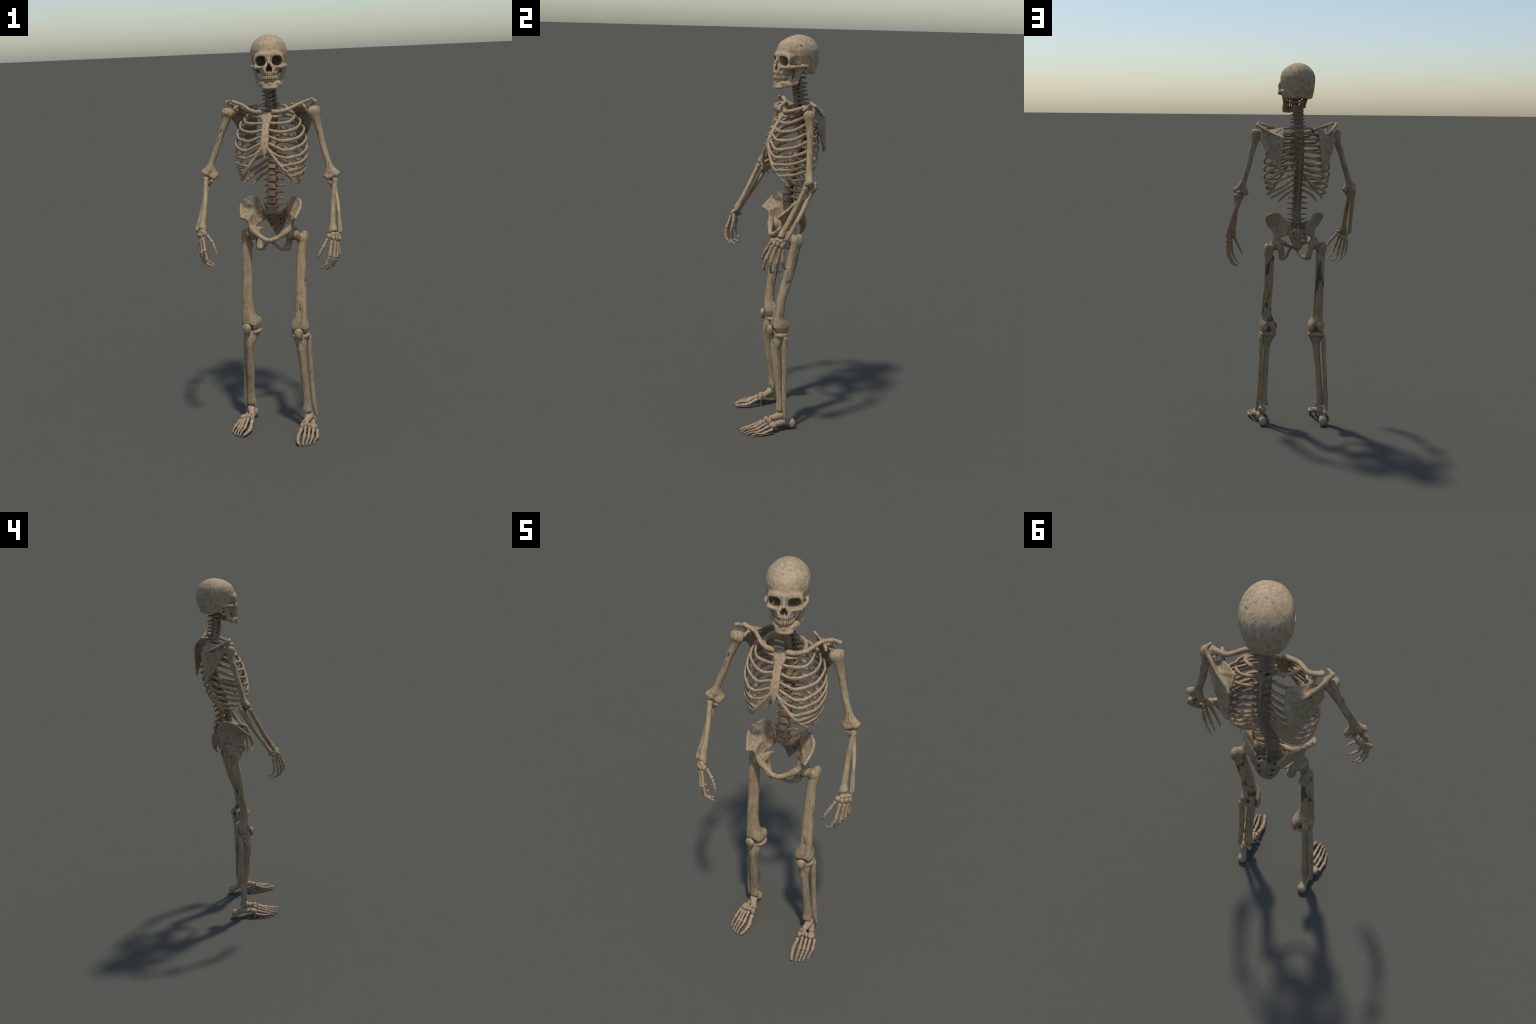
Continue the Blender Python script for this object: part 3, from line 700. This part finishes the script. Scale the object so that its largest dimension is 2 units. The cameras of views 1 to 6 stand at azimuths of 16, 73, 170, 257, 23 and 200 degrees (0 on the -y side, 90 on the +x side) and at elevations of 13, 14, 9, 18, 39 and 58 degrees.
# ===================================================================== HANDS
META = unit_bone('metacarpal_bone', [(0, 0.45), (0.015, 0.80), (0.05, 1.0), (0.12, 0.98), (0.25, 0.82), (0.5, 0.74), (0.72, 0.80), (0.86, 1.0), (0.95, 1.02), (0.985, 0.82), (1, 0.45)])
PHAL = unit_bone('finger_bone', [(0, 0.5), (0.03, 0.9), (0.10, 1.05), (0.3, 0.86), (0.6, 0.74), (0.85, 0.86), (0.95, 0.84), (1, 0.45)])
TIPB = unit_bone('finger_bone', [(0, 0.5), (0.05, 0.95), (0.15, 1.05), (0.4, 0.78), (0.7, 0.52), (0.9, 0.38), (1, 0.16)])
HAND = {-1: [[(0.292, -0.146, 1.058), (0.258, -0.160, 1.019), (0.243, -0.173, 0.990), (0.232, -0.181, 0.966)],
             [(0.309, -0.157, 1.048), (0.290, -0.189, 0.978), (0.277, -0.196, 0.938), (0.254, -0.187, 0.921), (0.240, -0.178, 0.908)],
             [(0.322, -0.149, 1.038), (0.310, -0.173, 0.963), (0.297, -0.168, 0.917), (0.272, -0.154, 0.903), (0.256, -0.143, 0.896)],
             [(0.334, -0.136, 1.031), (0.327, -0.150, 0.959), (0.316, -0.143, 0.914), (0.298, -0.122, 0.905), (0.285, -0.109, 0.903)],
             [(0.343, -0.117, 1.028), (0.341, -0.125, 0.961), (0.327, -0.115, 0.930), (0.308, -0.105, 0.922), (0.292, -0.096, 0.921)]],
        1: [[(0.304, -0.121, 1.043), (0.281, -0.138, 0.997), (0.266, -0.148, 0.968), (0.257, -0.147, 0.942)],
            [(0.323, -0.119, 1.033), (0.316, -0.148, 0.960), (0.298, -0.153, 0.917), (0.279, -0.143, 0.903), (0.264, -0.128, 0.896)],
            [(0.338, -0.104, 1.028), (0.333, -0.129, 0.948), (0.311, -0.122, 0.899), (0.294, -0.108, 0.889), (0.279, -0.094, 0.890)],
            [(0.347, -0.088, 1.023), (0.343, -0.102, 0.943), (0.323, -0.090, 0.902), (0.306, -0.072, 0.894), (0.293, -0.058, 0.897)],
            [(0.352, -0.073, 1.020), (0.351, -0.075, 0.951), (0.331, -0.058, 0.916), (0.314, -0.046, 0.908), (0.299, -0.036, 0.908)]]}
CARP = [((0.329, -0.099, 1.059), (0.0135, 0.010, 0.0085)), ((0.311, -0.114, 1.052), (0.0110, 0.0100, 0.0100)), ((0.329, -0.111, 1.043), (0.0085, 0.009, 0.0105)),
        ((0.342, -0.097, 1.041), (0.0090, 0.0105, 0.0120)), ((0.350, -0.079, 1.034), (0.0085, 0.0115, 0.0110)), ((0.342, -0.083, 1.054), (0.0100, 0.0095, 0.0090)),
        ((0.350, -0.069, 1.046), (0.0080, 0.0085, 0.0085)), ((0.341, -0.060, 1.036), (0.0062, 0.0062, 0.0062))]
CARP_ME = []
for i in range(8):
    v, f = surface_nets(lambda P: ell(P, (0, 0, 0), (1, 1, 1), p=2.7) + wob(P, 0.10, 2.6, 50 + i), (-1.35,) * 3, (1.35,) * 3, 0.17)
    CARP_ME.append(mesh_from('wrist_bone', relax(v, f, 1), f))
for s in (1, -1):
    hand = group('hand')
    off = V(0, 0, 0) if s > 0 else V(-0.011, -0.040, 0.0125)
    for i, (c, r) in enumerate(CARP):
        c = V(*c) + off
        ob = new_obj('wrist_bone', CARP_ME[i], M_SMALL, hand)
        ob.matrix_world = Matrix.Translation((s * c[0], c[1], c[2])) @ Matrix.Rotation(s * math.radians(38), 4, 'Z') @ Matrix.Diagonal((*[1.10 * q for q in r], 1))
    back = V(s * 1.0, -0.45, 0.15)          # back of the hand faces outward
    for fi, pts in enumerate(HAND[s]):
        P = [V(s * p[0], p[1], p[2]) for p in pts]
        rr = [0.0082, 0.0068, 0.0055] if fi == 0 else [(0.0084, 0.0072, 0.0054, 0.0042), (0.0080, 0.0072, 0.0056, 0.0042), (0.0074, 0.0068, 0.0052, 0.0040), (0.0074, 0.0060, 0.0044, 0.0036)][fi - 1]
        for j in range(len(P) - 1):
            me, nm = (META, 'metacarpal_bone') if j == 0 else ((TIPB, 'finger_bone') if j == len(P) - 2 else (PHAL, 'finger_bone'))
            place_bone(nm, me, P[j], P[j + 1], rr[j] * 1.18, back, M_SMALL, hand)

# ==================================================================== PELVIS
PX = -0.0085
def hip_sdf_factory(s):
    o = s * PX
    pt = lambda u, y, z: V(u + o, y, z)
    asis, aiis, crl, crt, crp, psis, piis = pt(0.137, -0.031, 1.121), pt(0.116, -0.004, 1.104), pt(0.151, 0.012, 1.160), pt(0.128, 0.070, 1.200), pt(0.098, 0.104, 1.201), pt(0.050, 0.130, 1.143), pt(0.055, 0.117, 1.098)
    crl2 = pt(0.150, 0.040, 1.186)
    ac, notch, ispn = pt(0.104, 0.036, 1.060), pt(0.077, 0.070, 1.082), pt(0.0575, 0.090, 1.045)
    ilp = pt(0.100, 0.004, 1.066)
    fossa = pt(0.103, 0.045, 1.125)
    pub, tub = pt(0.0035, -0.024, 1.006), pt(0.073, 0.055, 0.957)
    head = V(*( (0.1015, 0.032, 1.030) if s > 0 else (0.1185, 0.032, 1.030)))
    def sdf(P):
        th = 0.0042
        rim = [aiis, asis, crl, crl2, crt, crp, psis, piis, notch]
        d = None
        for a, b in zip(rim[:-1], rim[1:]):
            e = tri(P, a, b, fossa, th)
            d = e if d is None else smin(d, e, 0.006)
        d = U(0.008, d, tri(P, aiis, fossa, ac, 0.0065), tri(P, fossa, notch, ac, 0.0075))
        d = smin(d, chain(P, rim[1:8], [0.0058, 0.0066, 0.0070, 0.0070, 0.0072, 0.0076, 0.0065], 0.006), 0.005)
        d = smin(d, chain(P, [asis, aiis, ilp], [0.0058, 0.0075, 0.0100], 0.006), 0.006)
        d = smin(d, chain(P, [psis, piis, notch], [0.0075, 0.0075, 0.0080], 0.006), 0.006)
        # acetabulum block
        d = smin(d, ell(P, head + V(-0.006, 0.004, 0.002), (0.033, 0.036, 0.037)), 0.012)
        # ischium with spine
        d = smin(d, chain(P, [pt(0.088, 0.058, 1.035), pt(0.081, 0.068, 1.000), tub], [0.021, 0.0165, 0.0170], 0.01), 0.010)
        d = smin(d, cap(P, tub, pt(0.067, 0.046, 0.952), 0.0165, 0.0130), 0.008)
        d = smin(d, cap(P, pt(0.080, 0.068, 1.045), ispn, 0.013, 0.0045), 0.008)
        # pubic rami
        d = smin(d, chain(P, [ilp, pt(0.082, -0.004, 1.045), pt(0.048, -0.013, 1.022), pt(0.022, -0.023, 1.010), pub], [0.012, 0.0165, 0.0125, 0.0110, 0.0115], 0.008), 0.008)
        d = smin(d, chain(P, [pub + V(0.003, 0.002, -0.004), pt(0.022, -0.006, 0.984), pt(0.046, 0.022, 0.953), pt(0.067, 0.046, 0.952)], [0.0095, 0.0078, 0.0085, 0.0120], 0.006), 0.006)
        d = smax(d, o + 0.0012 - P[:, 0], 0.001)
        # socket for the femoral head
        d = smax(d, -(np.linalg.norm(P - head - V(0.006, -0.004, -0.002), axis=1) - 0.0295), 0.003)
        return d + wob(P, 0.0006, 60, 41)
    return sdf
for s in (1, -1):
    o = s * PX
    solid('hip_bone', hip_sdf_factory(s), (o - 0.004, -0.05, 0.928), (o + 0.168, 0.148, 1.216), 0.0021, M_FLAT, ROOT, s=s)
solid('pubic_disc', lambda P: ell(P, (PX, -0.0235, 1.004), (0.0012, 0.0085, 0.0125)), (PX - 0.004, -0.04, 0.985), (PX + 0.004, -0.005, 1.022), 0.0008, M_RIB, ROOT, it=0)

def sacrum_sdf(P):
    W = P.copy(); W[:, 0] = np.abs(P[:, 0] - PX)
    zs = [1.000, 1.012, 1.026, 1.045, 1.070, 1.098, 1.125, 1.140]
    yc = [0.131, 0.138, 0.1450, 0.1440, 0.138, 0.124, 0.104, 0.092]
    hw = [0.003, 0.010, 0.0240, 0.0350, 0.0475, 0.0530, 0.0540, 0.050]
    hd = [0.003, 0.0055, 0.0075, 0.0110, 0.0180, 0.0265, 0.0330, 0.034]
    z = P[:, 2]
    y, w, t = np.interp(z, zs, yc), np.interp(z, zs, hw), np.interp(z, zs, hd)
    q = ((W[:, 0] / w) ** 2.6 + np.abs((P[:, 1] - y) / t) ** 2.6) ** (1 / 2.6)
    d = (q - 1) * np.minimum(w, t)
    # plane cut along the tilted top plate
    d = smax(d, (P[:, 2] - 1.139) * 0.93 + (P[:, 1] - 0.075) * 0.25, 0.004)
    d = smax(d, 1.001 - z, 0.002)
    d = smin(d, chain(W, [(0.020, 0.080, 1.128), (0.046, 0.096, 1.146), (0.060, 0.106, 1.158)], [0.017, 0.013, 0.0065], 0.008), 0.010)
    d = smin(d, tri(W, (0.030, 0.075, 1.128), (0.060, 0.105, 1.156), (0.052, 0.118, 1.10), 0.009), 0.008)
    d = smin(d, chain(W, [(0, 0.128, 1.138), (0, 0.150, 1.102), (0, 0.157, 1.066), (0, 0.153, 1.040)], [0.006, 0.006, 0.005, 0.004]), 0.006)
    for u, zz, yy, r in ((0.031, 1.122, 0.135, 0.0050), (0.028, 1.098, 0.145, 0.0062), (0.0235, 1.068, 0.150, 0.0062), (0.0225, 1.041, 0.148, 0.0048)):
        d = smax(d, -cap(W, (u, yy - 0.05, zz - 0.015), (u + 0.001, yy + 0.03, zz + 0.008), r), 0.002)
    d = smax(d, -cap(P, (PX, 0.128, 1.11), (PX, 0.108, 1.17), 0.0085), 0.003)
    return d + wob(P, 0.0006, 70, 43)
solid('sacrum', sacrum_sdf, (PX - 0.075, 0.045, 0.995), (PX + 0.075, 0.172, 1.172), 0.0019, M_SPINE, ROOT)

# ====================================================================== LEGS
LEG = {1: dict(H=(0.1015, 0.032, 1.030), N=(0.134, 0.058, 1.000), GT=(0.1475, 0.076, 1.018), SH=[(1.00, 0.140, 0.065), (0.98, 0.139, 0.062), (0.90, 0.134, 0.048), (0.80, 0.1355, 0.023), (0.70, 0.139, -0.007), (0.64, 0.140, -0.014), (0.60, 0.136, -0.020), (0.565, 0.132, -0.014)],
               K=(0.130, -0.007, 0.556), P=(0.134, -0.060, 0.537),
               T=[(0.528, 0.131, -0.007), (0.500, 0.131, -0.014), (0.45, 0.137, -0.028), (0.36, 0.1425, -0.020), (0.27, 0.147, -0.012), (0.17, 0.152, -0.003), (0.105, 0.1545, -0.003)],
               F=[(0.1725, 0.012, 0.502), (0.1715, 0.010, 0.434), (0.178, 0.010, 0.267), (0.189, 0.012, 0.13), (0.196, 0.013, 0.076)]),
       -1: dict(H=(0.1185, 0.032, 1.030), N=(0.146, 0.058, 1.002), GT=(0.1585, 0.075, 1.022), SH=[(1.00, 0.152, 0.065), (0.98, 0.151, 0.062), (0.90, 0.150, 0.051), (0.80, 0.1495, 0.040), (0.70, 0.1485, 0.025), (0.64, 0.147, 0.020), (0.60, 0.143, 0.018), (0.565, 0.138, 0.024)],
                K=(0.1365, 0.033, 0.556), P=(0.149, -0.016, 0.536),
                T=[(0.528, 0.136, 0.035), (0.500, 0.136, 0.027), (0.45, 0.1425, 0.013), (0.36, 0.1485, 0.022), (0.27, 0.1530, 0.033), (0.17, 0.1605, 0.049), (0.105, 0.1620, 0.052)],
                F=[(0.1760, 0.056, 0.502), (0.179, 0.054, 0.434), (0.187, 0.060, 0.267), (0.194, 0.067, 0.13), (0.1965, 0.071, 0.076)])}
for s in (1, -1):
    k = LEG[s]; H, N, GT, K = (V(*k[q]) for q in ('H', 'N', 'GT', 'K'))
    out = 0.18 if s < 0 else 0.03          # toe-out of the knee
    Rk = frame((0, 0, 1), (1, out, 0))
    def fem(P, k=k, H=H, N=N, GT=GT, K=K, Rk=Rk):
        wid = {1.00: (0.0200, 0.0190), 0.98: (0.0245, 0.0245), 0.90: (0.0250, 0.0262), 0.80: (0.0258, 0.0252), 0.70: (0.0275, 0.0220), 0.64: (0.0295, 0.0225), 0.60: (0.034, 0.0265), 0.565: (0.036, 0.030)}
        d = loftz(P, [(z, x, y, *wid[z]) for z, x, y in k['SH']], p=2.5)
        d = smin(d, np.linalg.norm(P - H, axis=1) - 0.0262, 0.004)
        d = smin(d, cap(P, H, N, 0.0185, 0.0225), 0.010)
        d = smin(d, ell(P, GT + V(0.002, -0.004, -0.012), (0.0185, 0.023, 0.032), p=2.2), 0.012)
        d = smin(d, cap(P, N + V(0, 0, -0.006), GT + V(0, 0, -0.006), 0.016, 0.012), 0.008)
        d = smin(d, ell(P, N + V(-0.014, 0.018, -0.042), (0.011, 0.012, 0.014)), 0.010)          # lesser trochanter
        Q = (P - K) @ Rk.T
        c = ell(Q, (-0.0255, 0.007, 0.0), (0.0205, 0.042, 0.036), p=2.2)
        c = smin(c, ell(Q, (0.0245, 0.004, 0.004), (0.0205, 0.042, 0.035), p=2.2), 0.008)
        c = smin(c, ell(Q, (0, -0.010, 0.018), (0.036, 0.028, 0.028)), 0.010)
        c = smin(c, ell(Q, (-0.034, 0.018, 0.012), (0.011, 0.015, 0.015)), 0.010)
        c = smax(c, -cap(Q, (0, 0.055, -0.04), (0, 0.040, 0.012), 0.0135), 0.006)
        c = smax(c, -cap(Q, (0.002, -0.058, -0.04), (0.002, -0.058, 0.02), 0.022), 0.008)
        d = smin(d, c, 0.018)
        # weathering splits low on the shaft
        for a, (dx, z0, z1) in enumerate(((-0.012, 0.72, 0.635), (0.002, 0.665, 0.605), (0.010, 0.645, 0.575))):
            zz = [q[0] for q in k['SH']][::-1]
            cy = lambda z: np.interp(z, zz, [q[2] - wid[q[0]][1] for q in k['SH']][::-1])
            cx = lambda z: np.interp(z, zz, [q[1] for q in k['SH']][::-1]) + dx
            d = smax(d, -cap(P, (cx(z0), cy(z0) + 0.001, z0), (cx(z1), cy(z1) - 0.002, z1), 0.0008, 0.0024), 0.0012)
        return d + wob(P, 0.0007, 50, 51)
    solid('femur', fem, (0.066, min(-0.062, K[1] - 0.06), 0.508), (0.188, 0.112, 1.064), 0.0022, aligned('femur', [k['SH'][1][1], k['SH'][1][2], 0.98], [k['SH'][-2][1], k['SH'][-2][2], 0.60], s), ROOT, s=s)
    def pat(P, k=k, Rk=Rk):
        Q = (P - V(*k['P'])) @ Rk.T
        d = ell(Q, (0, 0, 0.004), (0.0225, 0.0125, 0.0245), p=2.2)
        d = smin(d, ell(Q, (0, 0.002, -0.012), (0.011, 0.009, 0.018)), 0.010)
        return d + wob(P, 0.0006, 90, 53)
    c = V(*k['P'])
    solid('patella', pat, c - 0.036, c + 0.036, 0.0018, M_LONG, ROOT, s=s)
    def tib(P, k=k, Rk=Rk, s=s):
        T = k['T']
        wid = {0.528: (0.030, 0.026), 0.500: (0.030, 0.026), 0.45: (0.0215, 0.024), 0.36: (0.0190, 0.0220), 0.27: (0.0185, 0.0198), 0.17: (0.0195, 0.0175), 0.105: (0.0225, 0.0180)}
        d = loftz(P, [(z, x, y, *wid[z]) for z, x, y in T], p=2.2)
        zz = [q[0] for q in T][::-1]
        # anterior crest and concave lateral/posterior faces
        cx = np.interp(P[:, 2], zz, [q[1] for q in T][::-1]); cy = np.interp(P[:, 2], zz, [q[2] for q in T][::-1])
        c0 = V(T[0][1], T[0][2], 0.517)
        Q = (P - c0) @ Rk.T
        pl = smin(ell(Q, (-0.0225, 0.006, 0), (0.0240, 0.034, 0.0125), p=2.6), ell(Q, (0.0225, 0.006, 0), (0.0235, 0.034, 0.0125), p=2.6), 0.010)
        d = smin(d, pl, 0.014)
        d = smin(d, chain(P, [c0 + V(-0.034, 0.004, -0.006), V(T[2][1] - 0.004, T[2][2] + 0.004, 0.445)], [0.009, 0.012]), 0.014)
        d = smin(d, chain(P, [c0 + V(0.032, 0.010, -0.008), V(T[2][1] + 0.002, T[2][2] + 0.006, 0.455)], [0.009, 0.012]), 0.012)
        d = smin(d, chain(P, [c0 + V(0.003, -0.024, -0.012), V(T[2][1], T[2][2] - 0.017, 0.470), V(T[3][1] + 0.001, T[3][2] - 0.0155, 0.36), V(T[4][1], T[4][2] - 0.012, 0.27)], [0.010, 0.0095, 0.0065, 0.0055]), 0.010)
        lat = V(T[3][1] + 0.030, T[3][2] + 0.010, 0)
        d = smax(d, -cap(P, (T[2][1] + 0.034, T[2][2] + 0.022, 0.44), (T[5][1] + 0.036, T[5][2] + 0.008, 0.18), 0.018, 0.016), 0.006)
        d = smin(d, cap(P, (T[6][1] - 0.013, T[6][2] - 0.001, 0.115), (T[6][1] - 0.0185, T[6][2] - 0.003, 0.090), 0.0115, 0.0075), 0.008)
        d = smax(d, -(np.linalg.norm((P - V(T[6][1] + 0.003, T[6][2], 0.080)) * V(0.75, 0.5, 1), axis=1) - 0.021), 0.004)
        return d + wob(P, 0.0006, 55, 57)
    ys = [q[2] for q in k['T']]
    solid('tibia', tib, (0.076, min(ys) - 0.045, 0.076), (0.184, max(ys) + 0.05, 0.536), 0.0021, aligned('tibia', [k['T'][2][1], k['T'][2][2], 0.45], [k['T'][-1][1], k['T'][-1][2], 0.105], s), ROOT, s=s)
    tube('fibula', catmull(k['F'], 5), [0.0115, 0.0122, 0.0118, 0.0115, 0.0112, 0.0120, 0.0075], [0.0122, 0.0122, 0.0118, 0.0115, 0.0112, 0.0120, 0.0065], (1, 0, 0), aligned('fibula', k['F'][0], k['F'][-1], s), ROOT, s=s, seg=16, p=2.8, noise=0.0003, round_end=0.9)

# ====================================================================== FEET
MT = META.copy(); MT.name = 'metatarsal_bone'; MT.materials.clear()
TOE = PHAL.copy(); TOE.name = 'toe_bone'; TOE.materials.clear()
TOET = unit_bone('toe_bone', [(0, 0.5), (0.05, 0.95), (0.2, 1.05), (0.5, 0.82), (0.8, 0.85), (0.95, 0.6), (1, 0.25)])
FOOT = [[(0.138, -0.088, 0.042), (0.1325, -0.144, 0.018), (0.1395, -0.183, 0.0145), (0.151, -0.212, 0.0125)],
        [(0.159, -0.080, 0.052), (0.163, -0.142, 0.021), (0.168, -0.185, 0.021), (0.1695, -0.199, 0.014), (0.171, -0.211, 0.0085)],
        [(0.178, -0.077, 0.046), (0.184, -0.136, 0.0185), (0.186, -0.178, 0.0165), (0.186, -0.191, 0.012), (0.1862, -0.203, 0.0075)],
        [(0.196, -0.069, 0.036), (0.2015, -0.131, 0.0125), (0.203, -0.170, 0.0150), (0.202, -0.182, 0.0105), (0.2005, -0.194, 0.0065)],
        [(0.2135, -0.054, 0.026), (0.2245, -0.114, 0.0110), (0.222, -0.148, 0.0160), (0.221, -0.160, 0.0095), (0.220, -0.172, 0.0050)]]
FR = [(0.0100, 0.0090, 0.0072), (0.0075, 0.0060, 0.0042, 0.0036), (0.0075, 0.0058, 0.0040, 0.0036), (0.0075, 0.0056, 0.0040, 0.0034), (0.0078, 0.0052, 0.0038, 0.0032)]
for s in (1, -1):
    foot = group('foot')
    dy = 0.0 if s > 0 else 0.0525
    o = V(0, dy, 0)
    for fi, pts in enumerate(FOOT):
        P = [V(s * p[0], p[1] + dy, p[2]) for p in pts]
        for j in range(len(P) - 1):
            me, nm = (MT, 'metatarsal_bone') if j == 0 else ((TOET, 'toe_bone') if j == len(P) - 2 else (TOE, 'toe_bone'))
            place_bone(nm, me, P[j], P[j + 1], FR[fi][j] * 1.13, V(0, 0, 1), M_SMALL, foot, gap=0.0006)
    def calc(P, o=o):
        d = chain(P, [V(0.166, 0.055, 0.030) + o, V(0.172, 0.018, 0.040) + o, V(0.181, -0.014, 0.040) + o], [0.0165, 0.0155, 0.0150], 0.01)
        d = smin(d, ell(P, V(0.1665, 0.061, 0.0245) + o, (0.0210, 0.0190, 0.0240), p=2.3), 0.010)
        d = smin(d, cap(P, V(0.172, 0.0, 0.050) + o, V(0.157, -0.006, 0.050) + o, 0.011, 0.009), 0.008)
        d = smin(d, cap(P, V(0.166, 0.060, 0.036) + o, V(0.166, 0.064, 0.044) + o, 0.012, 0.009), 0.006)
        return smax(d, 0.0012 - P[:, 2], 0.004) + wob(P, 0.0006, 80, 61)
    solid('heel_bone', calc, V(0.135, -0.04, -0.004) + o, V(0.205, 0.092, 0.072) + o, 0.0018, M_SMALL, foot, s=s)
    def talus(P, o=o):
        d = ell(P, V(0.163, 0.0, 0.076) + o, (0.0195, 0.026, 0.0165), p=2.6)
        d = smin(d, chain(P, [V(0.160, -0.012, 0.070) + o, V(0.152, -0.033, 0.062) + o], [0.016, 0.0155], 0.008), 0.008)
        return d + wob(P, 0.0006, 80, 63)
    solid('ankle_bone', talus, V(0.128, -0.056, 0.042) + o, V(0.19, 0.034, 0.10) + o, 0.0018, M_SMALL, foot, s=s)
    for c, r, rz, seed in (((0.149, -0.051, 0.058), (0.0185, 0.0072, 0.0145), -14, 71), ((0.1925, -0.046, 0.039), (0.0175, 0.0215, 0.0150), 22, 72),
                           ((0.139, -0.072, 0.049), (0.0105, 0.0130, 0.0160), -4, 73), ((0.156, -0.068, 0.056), (0.0085, 0.0105, 0.0105), 0, 74), ((0.172, -0.064, 0.050), (0.0085, 0.0115, 0.0120), 6, 75)):
        ob = new_obj('tarsal_bone', CARP_ME[seed % 8], M_SMALL, foot)
        ob.matrix_world = Matrix.Translation((s * c[0], c[1] + dy, c[2])) @ Matrix.Rotation(s * math.radians(rz), 4, 'Z') @ Matrix.Diagonal((*r, 1))
